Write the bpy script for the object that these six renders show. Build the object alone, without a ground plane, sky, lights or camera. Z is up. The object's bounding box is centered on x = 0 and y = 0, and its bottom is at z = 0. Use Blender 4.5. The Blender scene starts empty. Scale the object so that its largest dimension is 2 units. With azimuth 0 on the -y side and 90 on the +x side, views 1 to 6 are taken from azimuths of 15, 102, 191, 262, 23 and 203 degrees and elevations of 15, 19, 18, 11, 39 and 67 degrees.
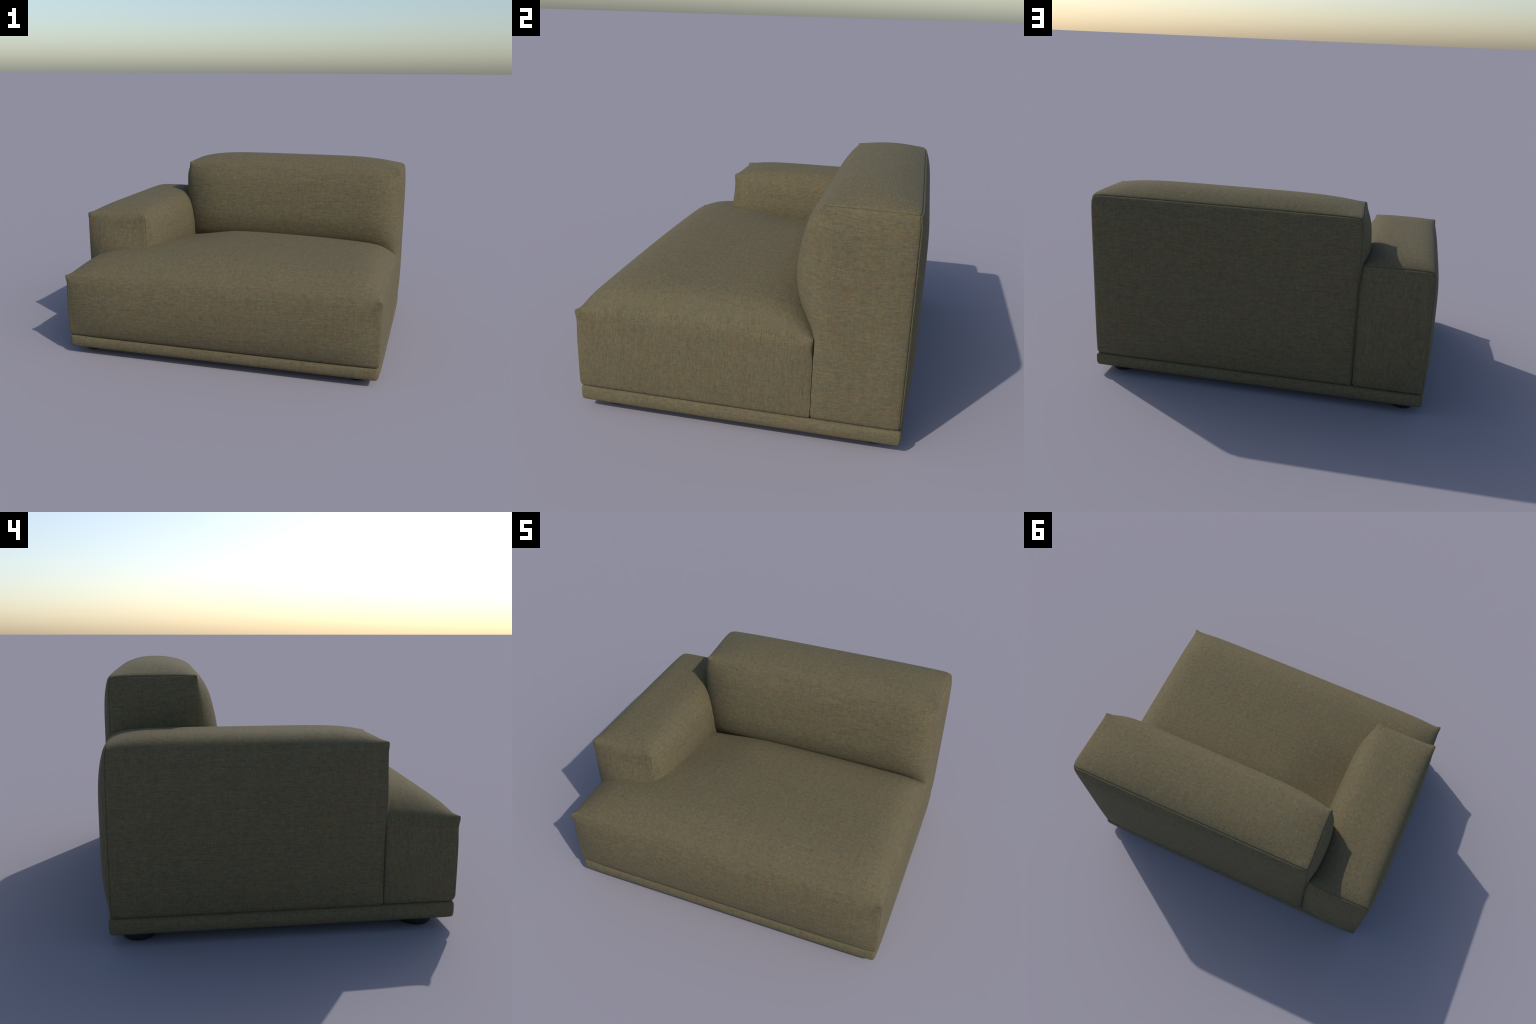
# One-armed upholstered sofa module: plinth base, four feet, seat cushion,
# backrest cushion and one armrest, all in a slubby olive-brown woven fabric.
import bpy, math
import numpy as np

# ------------------------------------------------------------------ helpers
def smoothstep(a, b, v):
    t = np.clip((v - a) / (b - a), 0.0, 1.0)
    return t * t * (3 - 2 * t)

def dome(p, q=None):
    """1 - |s|^p : flat-topped swell that dies at both edges (p<0 side, q>0 side)."""
    q = p if q is None else q
    return lambda s: np.where(s < 0, 1 - np.abs(s) ** p, 1 - np.abs(s) ** q)

def blend(a, f, b, g):
    return lambda s: a * f(s) + b * g(s)

def sided(f, g):
    return lambda s: np.where(s < 0, f(s), g(s))

def through(points):
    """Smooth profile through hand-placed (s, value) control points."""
    xs = np.array([a for a, _ in points], float)
    ys = np.array([b for _, b in points], float)
    m = np.gradient(ys, xs)
    def f(s):
        s = np.clip(s, xs[0], xs[-1])
        i = np.clip(np.searchsorted(xs, s) - 1, 0, len(xs) - 2)
        h = xs[i + 1] - xs[i]
        t = (s - xs[i]) / h
        return ((2*t**3 - 3*t**2 + 1) * ys[i] + (t**3 - 2*t**2 + t) * h * m[i]
                + (-2*t**3 + 3*t**2) * ys[i + 1] + (t**3 - t**2) * h * m[i + 1])
    return f

def cubic_weights(n, t):
    """Catmull-Rom interpolation matrix from n uniform samples to parameters t in 0..1."""
    W = np.zeros((len(t), n))
    for r, v in enumerate(t):
        x = v * (n - 1)
        i = min(int(x), n - 2)
        f = x - i
        if f < 1e-9:
            W[r, i] = 1; continue
        if f > 1 - 1e-9:
            W[r, i + 1] = 1; continue
        k = [-.5*f+f*f-.5*f**3, 1-2.5*f*f+1.5*f**3, .5*f+2*f*f-1.5*f**3, -.5*f*f+.5*f**3]
        for o, w in zip((-1, 0, 1, 2), k):
            j = i + o
            if j < 0:
                W[r, 0] += 2 * w; W[r, 1] -= w
            elif j > n - 1:
                W[r, n - 1] += 2 * w; W[r, n - 2] -= w
            else:
                W[r, j] += w
    return W

FACES = [(0, 0), (0, 1), (1, 0), (1, 1), (2, 0), (2, 1)]      # (axis, side)
FACE_KEY = {'-x': (0, 0), '+x': (0, 1), '-y': (1, 0), '+y': (1, 1), '-z': (2, 0), '+z': (2, 1)}

def cushion(name, lo, hi, bulge, rounding, ears=(), seams=(), after=None, soft_corners=(), fill=0.2,
            step=0.016, fine=0.011, passes=40, seam_depth=0.0026):
    """Stuffed box.  lo/hi: sewn corners.  bulge: face -> (amount, profile_u, profile_v).
    rounding: edge (pair of faces) -> radius of softening.  ears: (corner, reach, push).
    seams: edges that keep a sewn groove."""
    lo, hi = np.array(lo, float), np.array(hi, float)
    size = hi - lo
    n = np.maximum(np.round(size / step).astype(int), 4) + 1
    ids, faces_idx = {}, {}
    base = []
    for ax, sd in FACES:
        u, v = [a for a in range(3) if a != ax]
        g = np.zeros((n[u], n[v]), int)
        for i in range(n[u]):
            for j in range(n[v]):
                key = [0, 0, 0]
                key[ax] = sd * (n[ax] - 1); key[u] = i; key[v] = j
                key = tuple(key)
                if key not in ids:
                    ids[key] = len(base); base.append(key)
                g[i, j] = ids[key]
        faces_idx[(ax, sd)] = g
    keys = np.array(base, float)
    st = keys / (n - 1) * 2 - 1
    box = lo + (st + 1) / 2 * size
    P = box.copy()
    for fk, amt, fu, fv in [(k, *t) for k, ts in bulge.items() for t in (ts if isinstance(ts, list) else [ts])]:
        ax, sd = FACE_KEY[fk]
        u, v = [a for a in range(3) if a != ax]
        on = faces_idx[(ax, sd)].ravel()
        P[on, ax] += (1 if sd else -1) * amt * fu(st[on, u]) * fv(st[on, v])
    # edge softening: Laplacian passes, strong near soft edges, held at sewn corners
    lam = np.zeros(len(P))
    plump = np.zeros_like(P)                       # soft edges stay full after softening
    for (fa, fb), rad in rounding.items():
        (a, sa), (b, sb) = FACE_KEY[fa], FACE_KEY[fb]
        da = np.abs(box[:, a] - (hi if sa else lo)[a])
        db = np.abs(box[:, b] - (hi if sb else lo)[b])
        rad, mask = rad if isinstance(rad, tuple) else (rad, None)
        w = 0.55 * np.exp(-(np.hypot(da, db) / rad) ** 2) * min(1, rad / 0.05)
        w = w if mask is None else w * mask(box)
        lam = np.maximum(lam, w)
        plump[:, a] += (1 if sa else -1) * fill * rad * w
        plump[:, b] += (1 if sb else -1) * fill * rad * w
    for corner in soft_corners:
        c = np.array([(hi if s else lo)[k] for k, s in enumerate(corner)])
        lam = np.maximum(lam, 0.3 * np.exp(-(np.linalg.norm(box - c, axis=1) / 0.035) ** 2))
    for corner, reach, push in ears:
        c = np.array([(hi if s else lo)[k] for k, s in enumerate(corner)])
        hold = 1 - np.exp(-(np.linalg.norm(box - c, axis=1) / reach) ** 2)
        lam *= hold; plump *= hold[:, None]
    E = []
    for g in faces_idx.values():
        E.append(np.stack([g[:-1].ravel(), g[1:].ravel()], 1))
        E.append(np.stack([g[:, :-1].ravel(), g[:, 1:].ravel()], 1))
    E = np.unique(np.sort(np.concatenate(E), 1), axis=0)
    deg = np.bincount(E.ravel(), minlength=len(P)).astype(float)
    for _ in range(passes):
        S = np.stack([np.bincount(E[:, 0], P[E[:, 1], k], len(P)) +
                      np.bincount(E[:, 1], P[E[:, 0], k], len(P)) for k in range(3)], 1)
        P += lam[:, None] * (S / deg[:, None] - P)
    P += plump
    for corner, reach, push in ears:
        c = np.array([(hi if s else lo)[k] for k, s in enumerate(corner)])
        d = np.linalg.norm(box - c, axis=1)
        P += np.exp(-(d / 0.030) ** 2)[:, None] * np.array(push)
    blunt = np.zeros(len(P))                       # sewn tips are blunt, not spikes
    for corner, reach, push in ears:
        c = np.array([(hi if s else lo)[k] for k, s in enumerate(corner)])
        blunt = np.maximum(blunt, np.exp(-(np.linalg.norm(box - c, axis=1) / 0.035) ** 2))
    for _ in range(3):
        S = np.stack([np.bincount(E[:, 0], P[E[:, 1], k], len(P)) +
                      np.bincount(E[:, 1], P[E[:, 0], k], len(P)) for k in range(3)], 1)
        P += (0.45 * blunt)[:, None] * (S / deg[:, None] - P)
    # resample on a denser grid with extra lines hugging the edges (for seam grooves)
    T = []
    for a in range(3):
        m = max(int(round(size[a] / fine)), 4)
        t = np.linspace(0, 1, m + 1)
        extra = np.array([0.0016, 0.0035, 0.006]) / size[a]
        t = np.unique(np.round(np.concatenate([t, extra, 1 - extra]), 7))
        T.append(t)
    Ws = [cubic_weights(n[a], T[a]) for a in range(3)]
    fid, verts, rest, quads = {}, [], [], []
    for ax, sd in FACES:
        u, v = [a for a in range(3) if a != ax]
        g = P[faces_idx[(ax, sd)]]
        F = np.einsum('ai,ijk,bj->abk', Ws[u], g, Ws[v])
        nu, nv = F.shape[:2]
        idx = np.zeros((nu, nv), int)
        for i in range(nu):
            for j in range(nv):
                key = [0, 0, 0]
                key[ax] = sd * (len(T[ax]) - 1); key[u] = i; key[v] = j
                key = tuple(key)
                if key not in fid:
                    fid[key] = len(verts); verts.append(F[i, j])
                    r = [0, 0, 0]
                    r[ax] = float(sd); r[u] = T[u][i]; r[v] = T[v][j]
                    rest.append(r)
                idx[i, j] = fid[key]
        q = np.stack([idx[:-1, :-1], idx[1:, :-1], idx[1:, 1:], idx[:-1, 1:]], -1).reshape(-1, 4)
        flip = (sd == 0) ^ (ax == 1)
        quads.append(q[:, ::-1] if flip else q)
    V = np.array(verts); R = lo + np.array(rest) * size; Q = np.concatenate(quads)
    if after is not None:
        V = after(V, R)
    # sewn grooves: a narrow valley on the edge line between two slightly puffed lips
    nrm = np.cross(V[Q[:, 2]] - V[Q[:, 0]], V[Q[:, 3]] - V[Q[:, 1]])
    N = np.zeros_like(V)
    for k in range(4):
        for a in range(3):
            N[:, a] += np.bincount(Q[:, k], nrm[:, a], len(V))
    N /= np.linalg.norm(N, axis=1)[:, None] + 1e-12
    for (fa, fb) in seams:
        (a, sa), (b, sb) = FACE_KEY[fa], FACE_KEY[fb]
        d = np.hypot(R[:, a] - (hi if sa else lo)[a], R[:, b] - (hi if sb else lo)[b])
        V += N * (-seam_depth * np.exp(-(d / 0.0020) ** 2)
                  + 0.0010 * np.exp(-((d - 0.008) / 0.006) ** 2))[:, None]
    me = bpy.data.meshes.new(name)
    me.from_pydata(V.tolist(), [], Q.tolist())
    me.update()
    me.polygons.foreach_set('use_smooth', [True] * len(me.polygons))
    ob = bpy.data.objects.new(name, me)
    bpy.context.collection.objects.link(ob)
    return ob

# ---------------------------------------------------------------- materials
def fabric(name, rib_top, rib_front, rib_side):
    """Woven cloth seen flat on each of the three box orientations.  rib_*: axis the weft ribs
    follow there; warp runs across.  Each yarn drifts between rust brown, teal-grey and ochre."""
    mat = bpy.data.materials.new(name); mat.use_nodes = True
    nt = mat.node_tree; N, L = nt.nodes, nt.links
    bsdf = N['Principled BSDF']
    bsdf.inputs['Roughness'].default_value = 0.92
    bsdf.inputs['Specular IOR Level'].default_value = 0.12
    bsdf.inputs['Sheen Weight'].default_value = 0.05
    bsdf.inputs['Sheen Roughness'].default_value = 0.5
    bsdf.inputs['Sheen Tint'].default_value = (0.75, 0.72, 0.62, 1)
    co = N.new('ShaderNodeTexCoord').outputs['Object']
    sep = N.new('ShaderNodeSeparateXYZ')
    L.new(N.new('ShaderNodeNewGeometry').outputs['Normal'], sep.inputs[0])
    def math_(op, a, b=None):
        m = N.new('ShaderNodeMath'); m.operation = op
        for i, v in enumerate((a, b)):
            if v is None: continue
            if isinstance(v, (int, float)): m.inputs[i].default_value = v
            else: L.new(v, m.inputs[i])
        return m.outputs[0]
    def vmath(op, a, b=None, scale=None):
        m = N.new('ShaderNodeVectorMath'); m.operation = op
        for i, v in enumerate((a, b)):
            if v is None: continue
            if isinstance(v, tuple): m.inputs[i].default_value = v
            else: L.new(v, m.inputs[i])
        if scale is not None:
            if isinstance(scale, (int, float)): m.inputs['Scale'].default_value = scale
            else: L.new(scale, m.inputs['Scale'])
        return m
    # share of each orientation, from the cloth's normal
    q = [math_('POWER', math_('ABSOLUTE', sep.outputs[i]), 6.0) for i in range(3)]
    tot = math_('ADD', q[0], math_('ADD', q[1], q[2]))
    share = [math_('DIVIDE', v, tot) for v in q]
    def yarn(along_axis, across_axis, along, across, seed, detail):
        sc = [0.0, 0.0, 0.0]; sc[along_axis] = along; sc[across_axis] = across
        mp = N.new('ShaderNodeMapping')
        mp.inputs['Scale'].default_value = sc
        mp.inputs['Location'].default_value = (seed * 3.7, seed * 5.3, seed * 1.9)
        L.new(co, mp.inputs[0])
        t = N.new('ShaderNodeTexNoise')
        t.inputs['Scale'].default_value = 1.0
        t.inputs['Detail'].default_value = detail
        t.inputs['Roughness'].default_value = 0.55
        L.new(mp.outputs[0], t.inputs['Vector'])
        return vmath('SUBTRACT', t.outputs['Color'], (0.5, 0.5, 0.5)).outputs[0], t.outputs[0]
    parts, bumps, dabs = [], [], []
    for k, (normal_axis, rib) in enumerate(((2, rib_top), (1, rib_front), (0, rib_side))):
        warp = [a for a in range(3) if a not in (normal_axis, rib)][0]
        layers = []
        for j, (al, ac, f_al, f_ac, amp, det) in enumerate((
                (rib, warp, 36, 240, FAB['rib'], 0.0), (warp, rib, 45, 210, FAB['cross'], 0.0),
                (warp, rib, 8, 62, FAB['slub'], 1.5), (rib, warp, 6, 105, FAB['slub'] * 0.95, 1.5))):
            c, h = yarn(al, ac, f_al, f_ac, 10 * k + j + 1, det)
            layers.append(vmath('SCALE', c, scale=amp).outputs[0])
            if j == 0: bumps.append(math_('MULTIPLY', h, share[normal_axis]))
        v = layers[0]
        for l in layers[1:]: v = vmath('ADD', v, l).outputs[0]
        parts.append(vmath('SCALE', v, scale=share[normal_axis]).outputs[0])
        c, h = yarn(warp, rib, 22, 60, 10 * k + 9, 0.0)
        dabs.append(math_('MULTIPLY', h, share[normal_axis]))
    var = vmath('ADD', parts[0], vmath('ADD', parts[1], parts[2]).outputs[0]).outputs[0]
    # the three noise channels drive: rust-brown <-> teal, ochre <-> mauve-grey, light <-> dark
    ch = N.new('ShaderNodeSeparateXYZ'); L.new(var, ch.inputs[0])
    def axis(k, direction):
        c = N.new('ShaderNodeCombineXYZ')
        for i in range(3): c.inputs[i].default_value = direction[i]
        return vmath('SCALE', c.outputs[0], scale=ch.outputs[k]).outputs[0]
    mixv = vmath('ADD', axis(0, FAB['rust_teal']),
                 vmath('ADD', axis(1, FAB['ochre_mauve']), axis(2, FAB['light'])).outputs[0]).outputs[0]
    col = vmath('MULTIPLY', vmath('ADD', mixv, (1.0, 1.0, 1.0)).outputs[0], FAB['color']).outputs[0]
    # rare rust-red dabs in the warp
    mr = N.new('ShaderNodeMapRange')
    mr.inputs['From Min'].default_value = 0.765; mr.inputs['From Max'].default_value = 0.83
    L.new(math_('ADD', dabs[0], math_('ADD', dabs[1], dabs[2])), mr.inputs['Value'])
    mx = N.new('ShaderNodeMix'); mx.data_type = 'RGBA'
    L.new(math_('MULTIPLY', mr.outputs[0], 0.6), mx.inputs[0])
    L.new(col, mx.inputs[6]); mx.inputs[7].default_value = (*FAB['rust'], 1)
    L.new(mx.outputs[2], bsdf.inputs['Base Color'])
    b = N.new('ShaderNodeBump'); b.inputs['Strength'].default_value = 0.2
    b.inputs['Distance'].default_value = 0.002
    L.new(math_('ADD', bumps[0], math_('ADD', bumps[1], bumps[2])), b.inputs['Height'])
    L.new(b.outputs[0], bsdf.inputs['Normal'])
    return mat

FAB = dict(color=(0.129, 0.108, 0.0605), rib=1.05, cross=0.82, slub=0.50,
           rust_teal=(0.21, -0.13, -0.24), ochre_mauve=(0.12, 0.09, -0.26), light=(0.46, 0.46, 0.46),
           rust=(0.17, 0.085, 0.045))

def foot_material():
    mat = bpy.data.materials.new('black_plastic'); mat.use_nodes = True
    nt = mat.node_tree; b = nt.nodes['Principled BSDF']
    n = nt.nodes.new('ShaderNodeTexNoise'); n.inputs['Scale'].default_value = 60
    tc = nt.nodes.new('ShaderNodeTexCoord')
    nt.links.new(tc.outputs['Object'], n.inputs['Vector'])
    r = nt.nodes.new('ShaderNodeValToRGB')
    r.color_ramp.elements[0].color = (0.006, 0.006, 0.006, 1)
    r.color_ramp.elements[1].color = (0.012, 0.012, 0.012, 1)
    nt.links.new(n.outputs[0], r.inputs[0]); nt.links.new(r.outputs[0], b.inputs['Base Color'])
    b.inputs['Roughness'].default_value = 0.55
    return mat

# ------------------------------------------------------------------- parts
def build():
    sofa = bpy.data.objects.new('sofa', None)
    bpy.context.collection.objects.link(sofa)
    sofa['label'] = 'olive brown woven fabric sofa module with one low armrest'
    sofa['category'] = 'sofa'
    fab_x = fabric('fabric_seat', 0, 0, 2)      # ribs left-right, vertical on the flanks
    fab_back = fabric('fabric_backrest', 0, 0, 1)
    fab_y = fabric('fabric_armrest', 1, 2, 1)
    fab_base = fabric('fabric_base', 0, 0, 1)

    X0, X1, XA = -0.968, 0.988, -0.568        # outer flanks; armrest/backrest joint
    YF, YB = -0.756, 0.762                    # front, rear
    YA, YS = -0.422, 0.357                    # armrest front; seat/backrest joint
    ZB, ZC = 0.045, 0.122                     # base underside / top

    base = cushion('base', (X0 + .004, YF, ZB), (X1 - .004, YB, ZC),
        {'-x': (.011, dome(8), dome(2)), '+x': (.009, dome(8), dome(2)),
         '-y': (.009, dome(12), dome(2)), '+y': (.009, dome(12), dome(2))},
        {('-x', '-z'): .012, ('+x', '-z'): .012, ('-y', '-z'): .012, ('+y', '-z'): .012,
         ('-x', '-y'): .016, ('+x', '-y'): .016, ('-x', '+z'): .007, ('+x', '+z'): .007,
         ('-y', '+z'): .009, ('+y', '+z'): .007},
        seams=[('-x', '+y'), ('+x', '+y')], step=0.0095, fine=0.012, passes=40, seam_depth=.004)

    def seat_after(V, R):
        # hidden tongue beneath the armrest, and the sag beside armrest and backrest
        x, y = V[:, 0], V[:, 1]
        under = smoothstep(YA - .002, YA + .016, R[:, 1])
        V[:, 0] = np.where(x < -0.80, x + under * (-0.80 - x), x)
        top = smoothstep(.40, .55, V[:, 2])
        V[:, 2] -= top * .040 * smoothstep(-.08, -.50, x) * smoothstep(-.30, .05, y) * (1 - .4 * smoothstep(.1, .3, y))
        # tucked pucker beside each sewn front corner
        for cx, sgn in ((X0 + .003, 1), (X1 - .002, -1)):
            d = np.linalg.norm(R - np.array([cx + sgn * .030, YF + .002, .506]), axis=1)
            V[:, 1] += .006 * np.exp(-(d / .016) ** 2)
            d = np.linalg.norm(R - np.array([cx, YF + .030, .506]), axis=1)
            V[:, 0] += sgn * .004 * np.exp(-(d / .016) ** 2)
        return V
    seat = cushion('seat_cushion', (X0 + .003, YF + .002, ZC - .003), (X1 - .002, YS - .001, .513),
        {'+z': (.155, sided(blend(.60, dome(12), .40, dome(1.8)), blend(.74, dome(18), .26, dome(2))), dome(5.2, 6)),
         '-y': (.044, dome(8), dome(2.4)),
         '+x': (.014, dome(10), dome(2.4)), '-x': (.012, dome(8), dome(2.4))},
        {('-y', '+z'): .060, ('+x', '+z'): .050, ('-x', '+z'): .045, ('+y', '+z'): .02,
         ('-y', '-z'): .012, ('+x', '-z'): .010, ('-x', '-z'): .014},
        ears=[((0, 0, 1), .10, (-.011, -.011, .009)), ((1, 0, 1), .10, (.010, -.011, .009)),
              ((1, 1, 1), .045, (.002, .006, .004))],
        seams=[('-x', '-y'), ('+x', '-y')], after=seat_after, fill=.32, passes=28, seam_depth=.0050)

    # backrest: the front swells only above the seat, the left flank only above the armrest
    ZT = 1.110
    zn = lambda z: (z - ZC) / (ZT - ZC) * 2 - 1
    upper = through([(-1, 0), (zn(.44), .0), (zn(.52), .12), (zn(.62), .55), (zn(.74), .92),
                     (zn(.82), 1.0), (zn(.92), .93), (zn(1.03), .60), (1, 0)])
    lower = through([(-1, 0), (zn(.42), .0), (zn(.52), .55), (zn(.62), 1.0), (zn(.72), .75),
                     (zn(.85), .2), (zn(.95), 0), (1, 0)])
    flank_z = through([(-1, 0), (zn(.5), .5), (zn(.8), .9), (zn(.95), 1.0), (zn(1.05), .5), (1, 0)])
    high = lambda B: smoothstep(.42, .60, B[:, 2])
    def back_after(V, R):
        # the sewn top corners lean in from the flanks, most at the front
        up = smoothstep(1.0, 1.11, V[:, 2]) * (1 - .9 * smoothstep(.36, .75, V[:, 1]))
        for cx, sgn in ((XA + .001, 1), (X1 - .004, -1)):
            d = np.linalg.norm(R - np.array([cx + sgn * .028, YS + .001, ZT]), axis=1)
            V[:, 1] += .006 * np.exp(-(d / .018) ** 2)
            d = np.linalg.norm(R - np.array([cx, YS + .028, ZT]), axis=1)
            V[:, 2] -= .005 * np.exp(-(d / .016) ** 2)
        V[:, 0] += up * (.020 * smoothstep(-.25, -.56, V[:, 0]) - .012 * smoothstep(.75, .98, V[:, 0]))
        return V
    back = cushion('backrest', (XA + .001, YS + .001, ZC - .003), (X1 - .004, YB - .003, ZT),
        {'-y': [(.106, dome(6, 14), upper), (.040, dome(14, 6), lower)],
         '+y': (.036, dome(10), dome(4, 8)),
         '+z': (.055, dome(5), dome(2.4)), '+x': (.014, dome(5), dome(6)),
         '-x': (.030, dome(2.5), flank_z)},
        {('-y', '+z'): .08, ('+x', '-y'): (.034, high), ('-x', '-y'): (.05, high),
         ('+x', '+z'): .016, ('-x', '+z'): .016, ('+y', '+z'): .014, ('+x', '+y'): .007, ('-x', '+y'): .012,
         ('+y', '-z'): .014, ('+x', '-z'): .012},
        ears=[((0, 0, 1), .09, (-.005, -.007, .004)), ((1, 0, 1), .09, (.005, -.007, .006))],
        seams=[('+y', '+z'), ('-x', '+y'), ('+x', '+y'), ('-x', '+z'), ('+x', '+z')],
        soft_corners=[(0, 1, 1), (1, 1, 1)], after=back_after, passes=26, seam_depth=.0045)

    arm_z = through([(-1, 0), (-.2, .8), (.25, 1.0), (.6, .95), (.85, .55), (1, 0)])
    an = lambda z: (z - ZC) / (.850 - ZC) * 2 - 1
    front_z = through([(-1, 0), (an(.3), .2), (an(.45), .75), (an(.56), 1.0), (an(.66), .85), (an(.76), .4), (1, 0)])
    arm = cushion('armrest', (X0, YA, ZC - .003), (XA - .001, YB - .005, .850),
        {'+x': (.074, dome(8, 2.2), arm_z), '-x': (.030, dome(5), dome(4)),
         '+z': (.039, dome(4), dome(6, 10)), '+y': (.040, dome(3.5), dome(4)),
         '-y': (.054, dome(2.4, 2.0), front_z)},
        {('+x', '+z'): .07, ('-x', '+z'): .028, ('-y', '+z'): .032, ('+y', '+z'): .014, ('-x', '+y'): .014,
         ('-x', '-z'): .010, ('+y', '-z'): .014},
        ears=[((0, 0, 1), .09, (-.007, -.009, .005)), ((1, 0, 1), .09, (.005, -.007, .005))],
        seams=[('-x', '-y'), ('+x', '-y'), ('+y', '+z'), ('-x', '+y'), ('+x', '+y')],
        soft_corners=[(0, 1, 1)], passes=26, seam_depth=.0048)

    # feet: shallow turned pucks, wider at the top
    prof = [(0, 0), (.056, 0), (.067, .004), (.074, .012), (.079, .026), (.081, .042), (.081, .060), (0, .060)]
    seg = 48
    verts, faces = [], []
    for r, z in prof:
        for k in range(seg):
            a = 2 * math.pi * k / seg
            verts.append((r * math.cos(a), r * math.sin(a), z))
    for i in range(len(prof) - 1):
        for k in range(seg):
            k2 = (k + 1) % seg
            faces.append((i*seg + k, i*seg + k2, (i+1)*seg + k2, (i+1)*seg + k))
    fm = bpy.data.meshes.new('foot'); fm.from_pydata(verts, [], faces)
    import bmesh
    bm = bmesh.new(); bm.from_mesh(fm)
    bmesh.ops.remove_doubles(bm, verts=bm.verts, dist=1e-6)
    bmesh.ops.recalc_face_normals(bm, faces=bm.faces)
    bm.to_mesh(fm); bm.free()
    fm.polygons.foreach_set('use_smooth', [True] * len(fm.polygons))
    fm.materials.append(foot_material())
    for fx in (-.856, .852):
        for fy in (-.606, .642):
            f = bpy.data.objects.new('foot', fm)
            f.location = (fx, fy, 0)
            bpy.context.collection.objects.link(f)
            f.parent = sofa

    for ob, m in ((base, fab_base), (seat, fab_x), (back, fab_back), (arm, fab_y)):
        ob.data.materials.append(m); ob.parent = sofa

build()
